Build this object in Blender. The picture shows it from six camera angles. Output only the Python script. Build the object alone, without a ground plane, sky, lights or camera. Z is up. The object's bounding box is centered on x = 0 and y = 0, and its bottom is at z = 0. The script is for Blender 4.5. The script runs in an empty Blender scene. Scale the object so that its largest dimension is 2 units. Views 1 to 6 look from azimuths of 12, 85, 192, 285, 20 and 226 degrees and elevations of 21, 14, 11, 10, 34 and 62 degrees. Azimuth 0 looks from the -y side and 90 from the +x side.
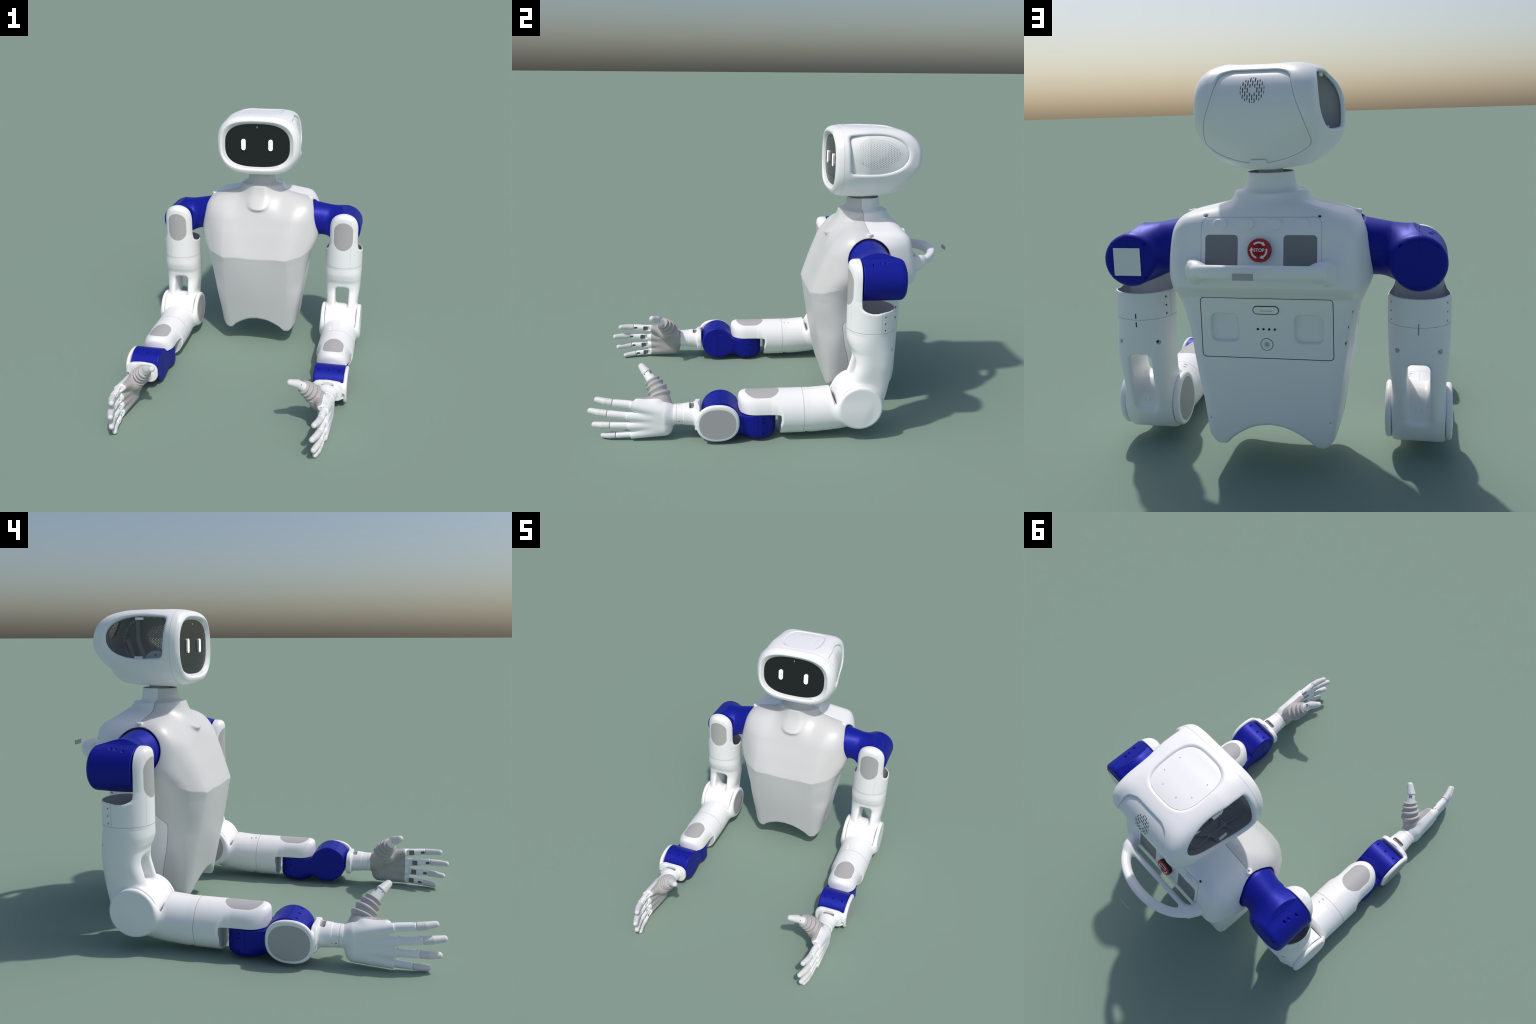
# A white and blue humanoid robot torso: hollow visor head, chest and back shells,
# two jointed arms resting on the floor and five-fingered hands.
# Shapes are described as signed distance functions (profiles, tubes, plates, smooth
# unions) that are meshed here, then cut into named parts along measured seams.
import bpy
import math
import numpy as np
from mathutils import Matrix, Vector

# ------------------------------------------------------------------ field tools
def smin(a, b, k):
    k = np.maximum(k, 1e-6)
    h = np.maximum(k - np.abs(a - b), 0.0) / k
    return np.minimum(a, b) - h * h * k * 0.25


def smax(a, b, k):
    return -smin(-a, -b, k)


def curve(xs, ys):
    """Smooth monotone interpolation through control points."""
    xs, ys = np.asarray(xs, float), np.asarray(ys, float)
    h, d = np.diff(xs), np.diff(ys) / np.diff(xs)
    m = np.empty_like(ys)
    m[0], m[-1] = d[0], d[-1]
    same = d[1:] * d[:-1] > 0
    w1, w2 = 2 * h[1:] + h[:-1], h[1:] + 2 * h[:-1]
    with np.errstate(divide="ignore", invalid="ignore"):
        harm = (w1 + w2) / (w1 / d[:-1] + w2 / d[1:])
    m[1:-1] = np.where(same, harm, 0.0)
    # fine linear table: quick to evaluate on millions of points
    tx = np.linspace(xs[0], xs[-1], 1500)
    i = np.clip(np.searchsorted(xs, tx) - 1, 0, len(xs) - 2)
    t = (tx - xs[i]) / h[i]
    ty = ((2 * t**3 - 3 * t**2 + 1) * ys[i] + (t**3 - 2 * t**2 + t) * h[i] * m[i]
          + (-2 * t**3 + 3 * t**2) * ys[i + 1] + (t**3 - t**2) * h[i] * m[i + 1])
    return lambda q: np.interp(q, tx, ty)


def polar(points, centre):
    """Closed outline given by control points around a centre: rough distance."""
    pts = np.asarray(points, float) - centre
    ang, rad = np.arctan2(pts[:, 1], pts[:, 0]), np.hypot(pts[:, 0], pts[:, 1])
    o = np.argsort(ang)
    ang, rad = ang[o], rad[o]
    a3 = np.concatenate([ang - 2 * np.pi, ang, ang + 2 * np.pi])
    r3 = np.concatenate([rad, rad, rad])
    m = np.gradient(r3, a3)
    tx = np.linspace(-np.pi, np.pi, 2400)
    i = np.clip(np.searchsorted(a3, tx) - 1, 0, len(a3) - 2)
    h = a3[i + 1] - a3[i]
    t = (tx - a3[i]) / h
    ty = ((2 * t**3 - 3 * t**2 + 1) * r3[i] + (t**3 - 2 * t**2 + t) * h * m[i]
          + (-2 * t**3 + 3 * t**2) * r3[i + 1] + (t**3 - t**2) * h * m[i + 1])

    def f(q):
        return np.interp(q, tx, ty)

    def field(u, v):
        du, dv = u - centre[0], v - centre[1]
        return np.hypot(du, dv) - f(np.arctan2(dv, du))
    return field


def rrect(u, v, hu, hv, r):
    """Rounded rectangle distance, centred on 0."""
    du, dv = np.abs(u) - hu + r, np.abs(v) - hv + r
    return np.hypot(np.maximum(du, 0), np.maximum(dv, 0)) + np.minimum(np.maximum(du, dv), 0) - r


def slab(t, lo, hi):
    return np.abs(t - (lo + hi) / 2) - (hi - lo) / 2


def cyl(u, v, t, r, lo, hi, k):
    """Round bar: radial coords u,v, axial coord t between lo and hi, edge rounding k."""
    a, b = np.hypot(u, v) - r + k, slab(t, lo, hi) + k
    return np.hypot(np.maximum(a, 0), np.maximum(b, 0)) + np.minimum(np.maximum(a, b), 0) - k


def cone(p, a, b, ra, rb):
    """Capsule between two points with a changing radius."""
    a, b = np.asarray(a, float), np.asarray(b, float)
    d = b - a
    t = np.clip(((p - a) @ d) / (d @ d), 0, 1)
    return np.linalg.norm(p - a - t[:, None] * d, axis=1) - (ra + (rb - ra) * t)


# ------------------------------------------------------------------ meshes
class Shape:
    """Triangles with vertex normals, and a material number per triangle."""

    def __init__(s, V, N, T, M=None):
        s.V, s.N, s.T = V, N, T
        s.M = np.zeros(len(T), int) if M is None else M

    def take(s, keep):
        T = s.T[keep]
        used = np.unique(T)
        back = np.full(len(s.V), -1)
        back[used] = np.arange(len(used))
        return Shape(s.V[used], s.N[used], back[T], s.M[keep])

    def mirrored(s):
        f = np.array([-1.0, 1, 1])
        return Shape(s.V * f, s.N * f, s.T[:, ::-1], s.M.copy())

    def mat(s, m):
        return Shape(s.V, s.N, s.T, np.full(len(s.T), m))

    def __add__(s, o):
        return Shape(np.vstack([s.V, o.V]), np.vstack([s.N, o.N]),
                     np.vstack([s.T, o.T + len(s.V)]), np.concatenate([s.M, o.M]))


def grad(f, P, e):
    G = np.empty_like(P)
    for a in range(3):
        d = np.zeros(3)
        d[a] = e
        G[:, a] = (f(P + d) - f(P - d)) / (2 * e)
    return G


def mesh_field(f, lo, hi, h, steep=1.6):
    """Surface nets over the blocks of a grid that the zero level can cross."""
    B = 8
    lo = np.asarray(lo, float)
    n = np.ceil((np.asarray(hi, float) - lo) / h / B).astype(int)
    bi = np.stack(np.meshgrid(*[np.arange(q) for q in n], indexing="ij"), -1).reshape(-1, 3)
    cen = lo + (bi * B + B / 2) * h
    fc = f(cen)
    act = np.abs(fc) < steep * (B / 2 + 1) * h * math.sqrt(3)
    dims = n * B + 1
    F = np.empty(dims, np.float32)
    for b, v in zip(bi, fc):
        s = b * B
        F[s[0]:s[0] + B + 1, s[1]:s[1] + B + 1, s[2]:s[2] + B + 1] = v
    g = np.stack(np.meshgrid(*[np.arange(B + 1)] * 3, indexing="ij"), -1).reshape(-1, 3)
    ba = bi[act]
    for c in range(0, len(ba), 400):
        q = ba[c:c + 400]
        idx = (q[:, None, :] * B + g[None]).reshape(-1, 3)
        F[idx[:, 0], idx[:, 1], idx[:, 2]] = f(lo + idx * h)
    neg = F < 0
    cells = np.zeros(dims - 1, np.int8)
    for a in (0, 1):
        for b in (0, 1):
            for c in (0, 1):
                cells += neg[a:dims[0] - 1 + a, b:dims[1] - 1 + b, c:dims[2] - 1 + c]
    ci = np.argwhere((cells > 0) & (cells < 8))
    vid = np.full(dims - 1, -1, np.int64)
    vid[ci[:, 0], ci[:, 1], ci[:, 2]] = np.arange(len(ci))
    acc, cnt = np.zeros((len(ci), 3)), np.zeros(len(ci))
    corners = [(a, b, c) for a in (0, 1) for b in (0, 1) for c in (0, 1)]
    for i, p in enumerate(corners):
        for q in corners[i + 1:]:
            if sum(abs(p[k] - q[k]) for k in range(3)) != 1:
                continue
            fa = F[ci[:, 0] + p[0], ci[:, 1] + p[1], ci[:, 2] + p[2]].astype(float)
            fb = F[ci[:, 0] + q[0], ci[:, 1] + q[1], ci[:, 2] + q[2]].astype(float)
            x = (fa < 0) != (fb < 0)
            t = np.where(x, fa / np.where(x, fa - fb, 1), 0)
            pos = np.asarray(p) + t[:, None] * (np.asarray(q) - np.asarray(p))
            acc += np.where(x[:, None], pos, 0)
            cnt += x
    V = lo + (ci + acc / cnt[:, None]) * h
    quads = []
    for ax in range(3):
        u, v = (ax + 1) % 3, (ax + 2) % 3
        s0, s1 = [slice(None)] * 3, [slice(None)] * 3
        s0[ax], s1[ax] = slice(0, -1), slice(1, None)
        e = np.argwhere(neg[tuple(s0)] != neg[tuple(s1)])
        e = e[(e[:, u] > 0) & (e[:, v] > 0) & (e[:, u] < dims[u] - 1) & (e[:, v] < dims[v] - 1)]
        ids = []
        for du, dv in ((-1, -1), (0, -1), (0, 0), (-1, 0)):
            c = e.copy()
            c[:, u] += du
            c[:, v] += dv
            ids.append(vid[c[:, 0], c[:, 1], c[:, 2]])
        Q = np.stack(ids, 1)
        flip = ~neg[e[:, 0], e[:, 1], e[:, 2]]
        Q[flip] = Q[flip][:, ::-1]
        quads.append(Q)
    Q = np.vstack(quads)
    for _ in range(3):
        d, G = f(V), grad(f, V, h * 0.2)
        step = d[:, None] * G / np.maximum((G * G).sum(1), 0.05)[:, None]
        ln = np.linalg.norm(step, axis=1, keepdims=True)
        V = V - step * np.minimum(1, 0.5 * h / np.maximum(ln, 1e-9))
    N = grad(f, V, h * 0.35)
    N /= np.maximum(np.linalg.norm(N, axis=1, keepdims=True), 1e-9)
    # split every quad along its shorter diagonal
    d1 = np.linalg.norm(V[Q[:, 0]] - V[Q[:, 2]], axis=1)
    d2 = np.linalg.norm(V[Q[:, 1]] - V[Q[:, 3]], axis=1)
    a = d1 <= d2
    T = np.vstack([Q[a][:, [0, 1, 2]], Q[a][:, [0, 2, 3]], Q[~a][:, [0, 1, 3]], Q[~a][:, [1, 2, 3]]])
    return Shape(V, N, T)


def split(S, s):
    """Cut a shape along s = 0 with clean edges: (part s < 0, part s > 0)."""
    s = np.where(np.abs(s) < 1e-7, 1e-7, s)
    T = S.T
    n = (s[T] < 0).sum(1)
    mixed = (n == 1) | (n == 2)
    Tm, Mm, nm = T[mixed], S.M[mixed], n[mixed]
    lone = np.where((nm == 1)[:, None], s[Tm] < 0, s[Tm] > 0)
    k = lone.argmax(1)
    r = np.arange(len(Tm))
    A, Bv, C = Tm[r, k], Tm[r, (k + 1) % 3], Tm[r, (k + 2) % 3]
    E = np.vstack([np.stack([A, Bv], 1), np.stack([A, C], 1)])
    Es = np.sort(E, 1)
    U, inv = np.unique(Es, axis=0, return_inverse=True)
    inv = inv.ravel()
    t = (s[U[:, 0]] / (s[U[:, 0]] - s[U[:, 1]]))[:, None]
    NV = S.V[U[:, 0]] * (1 - t) + S.V[U[:, 1]] * t
    NN = S.N[U[:, 0]] * (1 - t) + S.N[U[:, 1]] * t
    NN /= np.maximum(np.linalg.norm(NN, axis=1, keepdims=True), 1e-9)
    ab, ac = len(S.V) + inv[:len(Tm)], len(S.V) + inv[len(Tm):]
    V, N = np.vstack([S.V, NV]), np.vstack([S.N, NN])
    tip = np.stack([A, ab, ac], 1)
    base = np.vstack([np.stack([ab, Bv, C], 1), np.stack([ab, C, ac], 1)])
    one = nm == 1
    two = np.concatenate([one, one])
    Mb = np.concatenate([Mm, Mm])
    out = []
    for sign in (True, False):
        whole = n == (3 if sign else 0)
        tt, bb = (one, ~two) if sign else (~one, two)
        TT = np.vstack([T[whole], tip[tt], base[bb]])
        MM = np.concatenate([S.M[whole], Mm[tt], Mb[bb]])
        out.append(Shape(V, N, TT, MM).take(np.arange(len(TT))))
    return out


def refine(S, times):
    """Split every triangle into four, `times` times."""
    for _ in range(times):
        E = np.sort(np.vstack([S.T[:, [0, 1]], S.T[:, [1, 2]], S.T[:, [2, 0]]]), 1)
        U, inv = np.unique(E, axis=0, return_inverse=True)
        inv = inv.ravel()
        m = len(S.T)
        a, b, c = (len(S.V) + inv[i * m:(i + 1) * m] for i in range(3))
        NN = S.N[U].mean(1)
        NN /= np.maximum(np.linalg.norm(NN, axis=1, keepdims=True), 1e-9)
        T = np.vstack([np.stack([S.T[:, 0], a, c], 1), np.stack([a, S.T[:, 1], b], 1),
                       np.stack([c, b, S.T[:, 2]], 1), np.stack([a, b, c], 1)])
        S = Shape(np.vstack([S.V, S.V[U].mean(1)]), np.vstack([S.N, NN]), T, np.tile(S.M, 4))
    return S


def groove(S, s, width, depth, m=None):
    """Open a narrow seam along s = 0 and lay a sunk strip under it."""
    lo, rest = split(S, s(S.V) + width / 2)
    _, hi = split(rest, s(rest.V) - width / 2)
    _, st = split(S, s(S.V) + width)
    st, _ = split(st, s(st.V) - width)
    sunk = Shape(st.V - st.N * depth, st.N, st.T, st.M if m is None else np.full(len(st.T), m))
    return lo, hi, sunk


def lathe(profile, centre, axis, seg=64, up=None):
    """Revolve (radius, offset) pairs around an axis, hard edges kept by face normals."""
    axis = np.asarray(axis, float) / np.linalg.norm(axis)
    ref = np.array([0, 0, 1.0]) if abs(axis[2]) < 0.9 else np.array([0, 1.0, 0])
    e1 = np.cross(ref, axis)
    e1 /= np.linalg.norm(e1)
    e2 = np.cross(axis, e1)
    th = np.linspace(0, 2 * np.pi, seg, endpoint=False)
    ring = np.cos(th)[:, None] * e1 + np.sin(th)[:, None] * e2
    V, N, T = [], [], []
    base = 0
    for (r0, o0), (r1, o1) in zip(profile[:-1], profile[1:]):
        nr, no = o1 - o0, r0 - r1
        ln = math.hypot(nr, no) or 1
        nn = ring * (nr / ln) + axis * (no / ln)
        V += [centre + ring * r0 + axis * o0, centre + ring * r1 + axis * o1]
        N += [nn, nn]
        i = np.arange(seg)
        j = (i + 1) % seg
        T += [np.stack([i, j, j + seg], 1) + base, np.stack([i, j + seg, i + seg], 1) + base]
        base += 2 * seg
    return Shape(np.vstack(V), np.vstack(N), np.vstack(T))


def extrude(outline, y0, y1, to3d, bevel=0.0):
    """Solid plate from a convex outline (n,2); to3d maps (u, v, depth) to space."""
    o = np.asarray(outline, float)
    c = o.mean(0)
    n = len(o)
    inner = c + (o - c) * (1 - bevel / np.maximum(np.linalg.norm(o - c, axis=1, keepdims=True), 1e-6))
    rings = [(o, y0), (o, y1 - (bevel if y1 > y0 else -bevel)), (inner, y1)] if bevel else [(o, y0), (o, y1)]
    V, T = [], []
    for (p, d) in rings:
        V.append(np.column_stack([p, np.full(n, d)]))
    V.append(np.array([[c[0], c[1], y1], [c[0], c[1], y0]]))
    i = np.arange(n)
    j = (i + 1) % n
    for k in range(len(rings) - 1):
        T += [np.stack([i + k * n, j + k * n, j + (k + 1) * n], 1), np.stack([i + k * n, j + (k + 1) * n, i + (k + 1) * n], 1)]
    top, bot = len(rings) * n, len(rings) * n + 1
    L = (len(rings) - 1) * n
    T += [np.stack([i + L, j + L, np.full(n, top)], 1), np.stack([j, i, np.full(n, bot)], 1)]
    V, T = to3d(np.vstack(V)), np.vstack(T)
    # flat shading: every triangle its own corners
    P = V[T]
    fn = np.cross(P[:, 1] - P[:, 0], P[:, 2] - P[:, 0])
    vol = (fn * (P.mean(1) - V.mean(0))).sum()
    if vol < 0:
        T = T[:, ::-1]
        P, fn = V[T], -fn
    fn /= np.maximum(np.linalg.norm(fn, axis=1, keepdims=True), 1e-12)
    return Shape(P.reshape(-1, 3), np.repeat(fn, 3, 0), np.arange(len(T) * 3).reshape(-1, 3))


def rounded(hu, hv, r, cu=0.0, cv=0.0, q=8):
    pts = []
    for k, (su, sv) in enumerate(((1, 1), (-1, 1), (-1, -1), (1, -1))):
        for t in np.linspace(0, math.pi / 2, q):
            a = t + k * math.pi / 2
            pts.append((cu + su * (hu - r) + r * math.cos(a), cv + sv * (hv - r) + r * math.sin(a)))
    return np.array(pts)


# ------------------------------------------------------------------ materials
def material(name, colour, rough=0.4, spec=0.5, grain=0.0, emit=0.0, metal=0.0, coat=0.0, bump=None):
    m = bpy.data.materials.new(name)
    m.use_nodes = True
    nt = m.node_tree
    b = nt.nodes["Principled BSDF"]
    b.inputs["Roughness"].default_value = rough
    b.inputs["Specular IOR Level"].default_value = spec
    b.inputs["Metallic"].default_value = metal
    b.inputs["Coat Weight"].default_value = coat
    co = nt.nodes.new("ShaderNodeTexCoord")
    nz = nt.nodes.new("ShaderNodeTexNoise")
    nz.inputs["Scale"].default_value = 220.0
    nz.inputs["Detail"].default_value = 3.0
    nt.links.new(co.outputs["Object"], nz.inputs["Vector"])
    ramp = nt.nodes.new("ShaderNodeValToRGB")
    c = np.array(colour)
    ramp.color_ramp.elements[0].position, ramp.color_ramp.elements[1].position = 0.3, 0.7
    ramp.color_ramp.elements[0].color = (*(c * (1 - grain)), 1)
    ramp.color_ramp.elements[1].color = (*np.minimum(c * (1 + grain), 1), 1)
    nt.links.new(nz.outputs["Fac"], ramp.inputs["Fac"])
    nt.links.new(ramp.outputs["Color"], b.inputs["Base Color"])
    if emit:
        b.inputs["Emission Color"].default_value = (1, 1, 1, 1)
        b.inputs["Emission Strength"].default_value = emit
    if bump:
        w = nt.nodes.new("ShaderNodeTexWave")
        w.wave_type, w.bands_direction = "BANDS", bump[0]
        w.inputs["Scale"].default_value = bump[1]
        w.inputs["Distortion"].default_value = bump[2]
        w.inputs["Detail Scale"].default_value = 2.0
        bp = nt.nodes.new("ShaderNodeBump")
        bp.inputs["Strength"].default_value = bump[3]
        bp.inputs["Distance"].default_value = 0.002
        nt.links.new(co.outputs["Object"], w.inputs["Vector"])
        nt.links.new(w.outputs["Fac"], bp.inputs["Height"])
        nt.links.new(bp.outputs["Normal"], b.inputs["Normal"])
    return m


WHITE = material("white_shell_plastic", (0.93, 0.935, 0.94), 0.36, 0.5, 0.01)
PEARL = material("pearl_grey_plastic", (0.665, 0.665, 0.665), 0.42, 0.75, 0.01)
BLUE = material("cobalt_blue_plastic", (0.008, 0.014, 0.33), 0.45, 0.22, 0.03, metal=0.2)
PAD = material("grey_pad_rubber", (0.46, 0.455, 0.455), 0.55, 0.4, 0.02)
BELLOWS = material("warm_grey_rubber", (0.47, 0.455, 0.45), 0.6, 0.35, 0.02)
PALM = material("ribbed_palm_rubber", (0.47, 0.455, 0.45), 0.6, 0.35, 0.02, bump=("Y", 55.0, 1.5, 0.6))
BLACK = material("black_glass", (0.012, 0.014, 0.016), 0.25, 0.5)
DARK = material("near_black_matte", (0.03, 0.03, 0.033), 0.6, 0.3)  # near-black, also stands for the shade in seams and hole bottoms
INSIDE = material("shaded_white_plastic", (0.74, 0.735, 0.75), 0.55, 0.4, 0.02)  # white shell plastic with the interior shade put into its colour
TIP = material("pale_fingertip_rubber", (0.74, 0.74, 0.74), 0.45, 0.4, 0.01)
JOINT = material("grey_joint_plastic", (0.22, 0.215, 0.215), 0.5, 0.4)
LIGHT = material("lit_white_display", (0.9, 0.9, 0.9), 0.4, 0.5, emit=1.0)
RED = material("signal_red", (0.52, 0.012, 0.014), 0.4, 0.5)
MARK = material("printed_white", (0.86, 0.86, 0.86), 0.5, 0.4)
SCREEN = material("grey_label_film", (0.24, 0.245, 0.25), 0.45, 0.4)
BRASS = material("brass_contact", (0.55, 0.38, 0.12), 0.35, 0.5, metal=1.0)

# ------------------------------------------------------------------ objects
ROBOT = bpy.data.objects.new("humanoid_robot", None)
ROBOT["label"] = "white and blue humanoid robot upper body with visor head"
ROBOT["category"] = "robot"
bpy.context.scene.collection.objects.link(ROBOT)


def add(name, S, mats, parent=ROBOT, kind=None):
    if not isinstance(mats, (list, tuple)):
        mats = [mats]
    me = bpy.data.meshes.new(name)
    me.vertices.add(len(S.V))
    me.vertices.foreach_set("co", S.V.astype(np.float32).ravel())
    me.loops.add(len(S.T) * 3)
    me.loops.foreach_set("vertex_index", S.T.astype(np.int32).ravel())
    me.polygons.add(len(S.T))
    me.polygons.foreach_set("loop_start", np.arange(0, len(S.T) * 3, 3, dtype=np.int32))
    me.polygons.foreach_set("material_index", S.M.astype(np.int32))
    me.update(calc_edges=True)
    me.polygons.foreach_set("use_smooth", np.ones(len(S.T), bool))
    for m in mats:
        me.materials.append(m)
    me.normals_split_custom_set_from_vertices([tuple(n) for n in S.N.astype(float)])
    o = bpy.data.objects.new(name, me)
    bpy.context.scene.collection.objects.link(o)
    o.parent = parent
    if kind:
        o["kind"] = kind
    return o


def both(name, S, mats, parents=(ROBOT, ROBOT), kind=None):
    """One part on each side of the body: as built, and mirrored."""
    return (add(name, S, mats, parents[0], kind), add(name, S.mirrored(), mats, parents[1], kind))


def project(f, P, d, reach=0.15):
    """Move points along direction d onto the zero level of f (bisection)."""
    P, d = np.asarray(P, float), np.asarray(d, float)
    lo, hi = np.full(len(P), -reach), np.full(len(P), reach)
    for _ in range(30):
        m = (lo + hi) / 2
        ins = f(P + m[:, None] * d) < 0
        lo, hi = np.where(ins, m, lo), np.where(ins, hi, m)
    return P + lo[:, None] * d


# ================================================================== TORSO
w_side = curve([0.05, 0.14, 0.27, 0.46, 0.57, 0.66, 0.71, 0.76, 0.79, 0.84, 0.93, 0.99, 1.03, 1.2],
               [0.238, 0.251, 0.270, 0.305, 0.319, 0.341, 0.363, 0.385, 0.390, 0.387, 0.374, 0.356, 0.342, 0.30])
chest_y = curve([0.0, 0.60, 0.655, 0.69, 0.72, 0.80, 0.86, 0.945, 1.0, 1.09, 1.2],
                [0.0, 0.163, 0.186, 0.200, 0.213, 0.246, 0.273, 0.309, 0.335, 0.385, 0.445])
flank_x = curve([0.0, 0.132, 0.22, 0.43, 0.60, 0.721, 0.80, 1.2], [0.23, 0.230, 0.218, 0.222, 0.265, 0.319, 0.37, 0.6])
flank_y = curve([0.0, 0.132, 0.22, 0.43, 0.60, 0.721, 0.80, 1.2], [0.34, 0.318, 0.286, 0.243, 0.236, 0.259, 0.27, 0.3])
back_y = curve([0.0, 0.10, 0.16, 0.22, 0.47, 0.70, 0.722, 0.745, 0.765, 0.80, 0.907, 0.965, 1.005, 1.04, 1.07, 1.10, 1.2],
               [0.60, 0.655, 0.673, 0.678, 0.677, 0.680, 0.70, 0.738, 0.755, 0.752, 0.730, 0.719, 0.703, 0.677, 0.635, 0.58, 0.4])
top_z = curve([0.0, 0.10, 0.13, 0.18, 0.25, 0.32, 0.36, 0.42],
              [1.12, 1.090, 1.066, 1.047, 1.030, 1.014, 0.998, 0.955])
low_z = curve([0.0, 0.05, 0.10, 0.15, 0.187, 0.205, 0.25, 0.32],
              [0.200, 0.193, 0.172, 0.138, 0.104, 0.104, 0.142, 0.22])
SOCKET = np.array([0.378, 0.484, 0.876])


def torso_base(p):
    x, y, z = np.abs(p[:, 0]), p[:, 1], p[:, 2]
    # chest: a sloping plane with a flatter facet on either side; belly: leaning back, with side facets
    hollow = np.interp(z, [0.70, 0.80, 0.90, 1.0], [-0.28, -0.25, -0.15, 0.0])
    chest = smax(chest_y(z) + hollow * x * x, -0.0835 + 0.464 * x + 0.2517 * z + 0.25 * np.maximum(x - 0.22, 0), 0.06)
    away = np.clip((x - 0.03) / 0.13, 0, 1)
    chest = chest + 2.3 * np.clip(z - 0.88, 0, 0.20) ** 2 * away * away * (3 - 2 * away)
    belly = 0.166 + 0.208 * (0.655 - z) + 0.38 * x * x
    belly = belly + 0.021 * np.clip((z - 0.36) / 0.295, 0, 1.2) ** 1.8 * np.clip(1 - (x / 0.21) ** 2, 0, 1)
    fold = (x - 0.205 + np.sqrt((x - 0.205) ** 2 + 0.0016)) / 2
    belly = belly + 0.47 * (fold - 0.0018) * np.interp(z, [0.42, 0.62], [0.35, 1.0])
    belly = smax(belly, flank_y(z) - 0.022 + 1.25 * (x - flank_x(z)), 0.04)
    slope = np.where(belly > chest, 0.75, 0.85)
    front = (smax(chest, belly, 0.002) - y) * slope
    side = x - w_side(z) + np.interp(z, [0.15, 0.45], [0.6, 1.65]) * np.maximum(y - 0.56, 0) ** 2
    back = (y - back_y(z)) * 0.85
    body = smax(smax(front, side, np.interp(z, [0.5, 0.72], [0.03, 0.06])), back, 0.03)
    body = smax(body, (z - top_z(x)) * 0.95, 0.05)
    body = smax(body, (low_z(x) - z) * 0.8, 0.014)
    # collar and neck column
    cy = y - 0.515
    collar = smax((np.sqrt((x / 0.141) ** 2 + (cy / 0.136) ** 2) - 1) * 0.137, z - 1.093, 0.012)
    body = smin(body, smax(collar, 1.0 - z, 0.01), 0.03)
    rn = np.interp(z, [1.09, 1.165], [0.0985, 0.0885])
    col = smax(np.hypot(x, y - 0.511) - rn, slab(z, 1.0, 1.164), 0.004)
    return smin(body, col, 0.018)


def torso_field(p):
    x, y, z = np.abs(p[:, 0]), p[:, 1], p[:, 2]
    f = torso_base(p)
    # throat boss: a tongue below the collar that stands out and ends in a round chin
    wid = np.interp(z, [0.94, 0.97, 1.0, 1.05, 1.1], [0.050, 0.064, 0.072, 0.082, 0.095])
    tongue = smax(x - wid, 0.288 + 1.0 * (z - 0.955) + 3.0 * x * x - y, 0.03)
    tongue = smax(tongue, (0.948 + 5.0 * x * x + 0.35 * (0.31 - y) - z) * 0.8, 0.016)
    tongue = np.maximum(np.maximum(tongue, y - 0.42), z - 1.085)
    f = smin(f, tongue, 0.02)
    # arm socket
    f = smax(f, -smax(np.hypot(y - SOCKET[1], z - SOCKET[2]) - 0.1145, 0.325 - x, 0.004), 0.006)
    # hollow neck top
    f = smax(f, -smax(np.hypot(x, y - 0.511) - 0.083, 1.125 - z, 0.004), 0.003)
    # battery door grips
    g = rrect(x - 0.160, z - 0.588, 0.054, 0.055, 0.024)
    f = smax(f, -np.maximum(g, 0.655 + 0.05 * np.maximum(x - 0.16, 0) - y), 0.006)
    # handle seat
    f = smin(f, 1.0, 0)
    # bolt holes
    for bx, by, bz, r in ((0.211, 0.690, 1.019, 0.010), (0.325, 0.654, 0.655, 0.009), (0.310, 0.654, 0.595, 0.009),
                          (0.298, 0.655, 0.533, 0.009), (0.237, 0.679, 0.22, 0.009)):
        f = smax(f, -(np.linalg.norm(np.stack([x - bx, y - by, z - bz], 1), axis=1) - r), 0.002)
    return f


seam_y = curve([0.0, 0.10, 0.286, 0.39, 0.50, 0.543, 0.60, 0.70, 0.76, 1.25],
               [0.44, 0.43, 0.402, 0.376, 0.362, 0.409, 0.455, 0.482, 0.488, 0.488])

trunk = mesh_field(torso_field, (-0.42, 0.12, 0.06), (0.42, 0.80, 1.19), 0.0045)
neck_part, lower = None, None
s_neck = lambda V: 1.103 - V[:, 2]
neck_up, lower = split(trunk, s_neck(trunk.V))
front, rear, strip = groove(lower, lambda V: V[:, 1] - seam_y(V[:, 2]), 0.0022, 0.004)
torso = add("torso", rear, WHITE)

# grooves on the back shell
def door(V):
    return np.where(V[:, 1] > 0.6, rrect(V[:, 0], V[:, 2] - 0.5885, 0.252, 0.1165, 0.014), 1.0)


def service(V):
    return np.where(V[:, 1] > 0.64, rrect(V[:, 0], V[:, 2] - 0.92, 0.222, 0.092, 0.03), 1.0)


def film(V):
    x = np.abs(V[:, 0])
    return np.where(V[:, 1] > 0.64, rrect(x - 0.145, V[:, 2] - 0.875, 0.061, 0.076, 0.014), 1.0)


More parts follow.
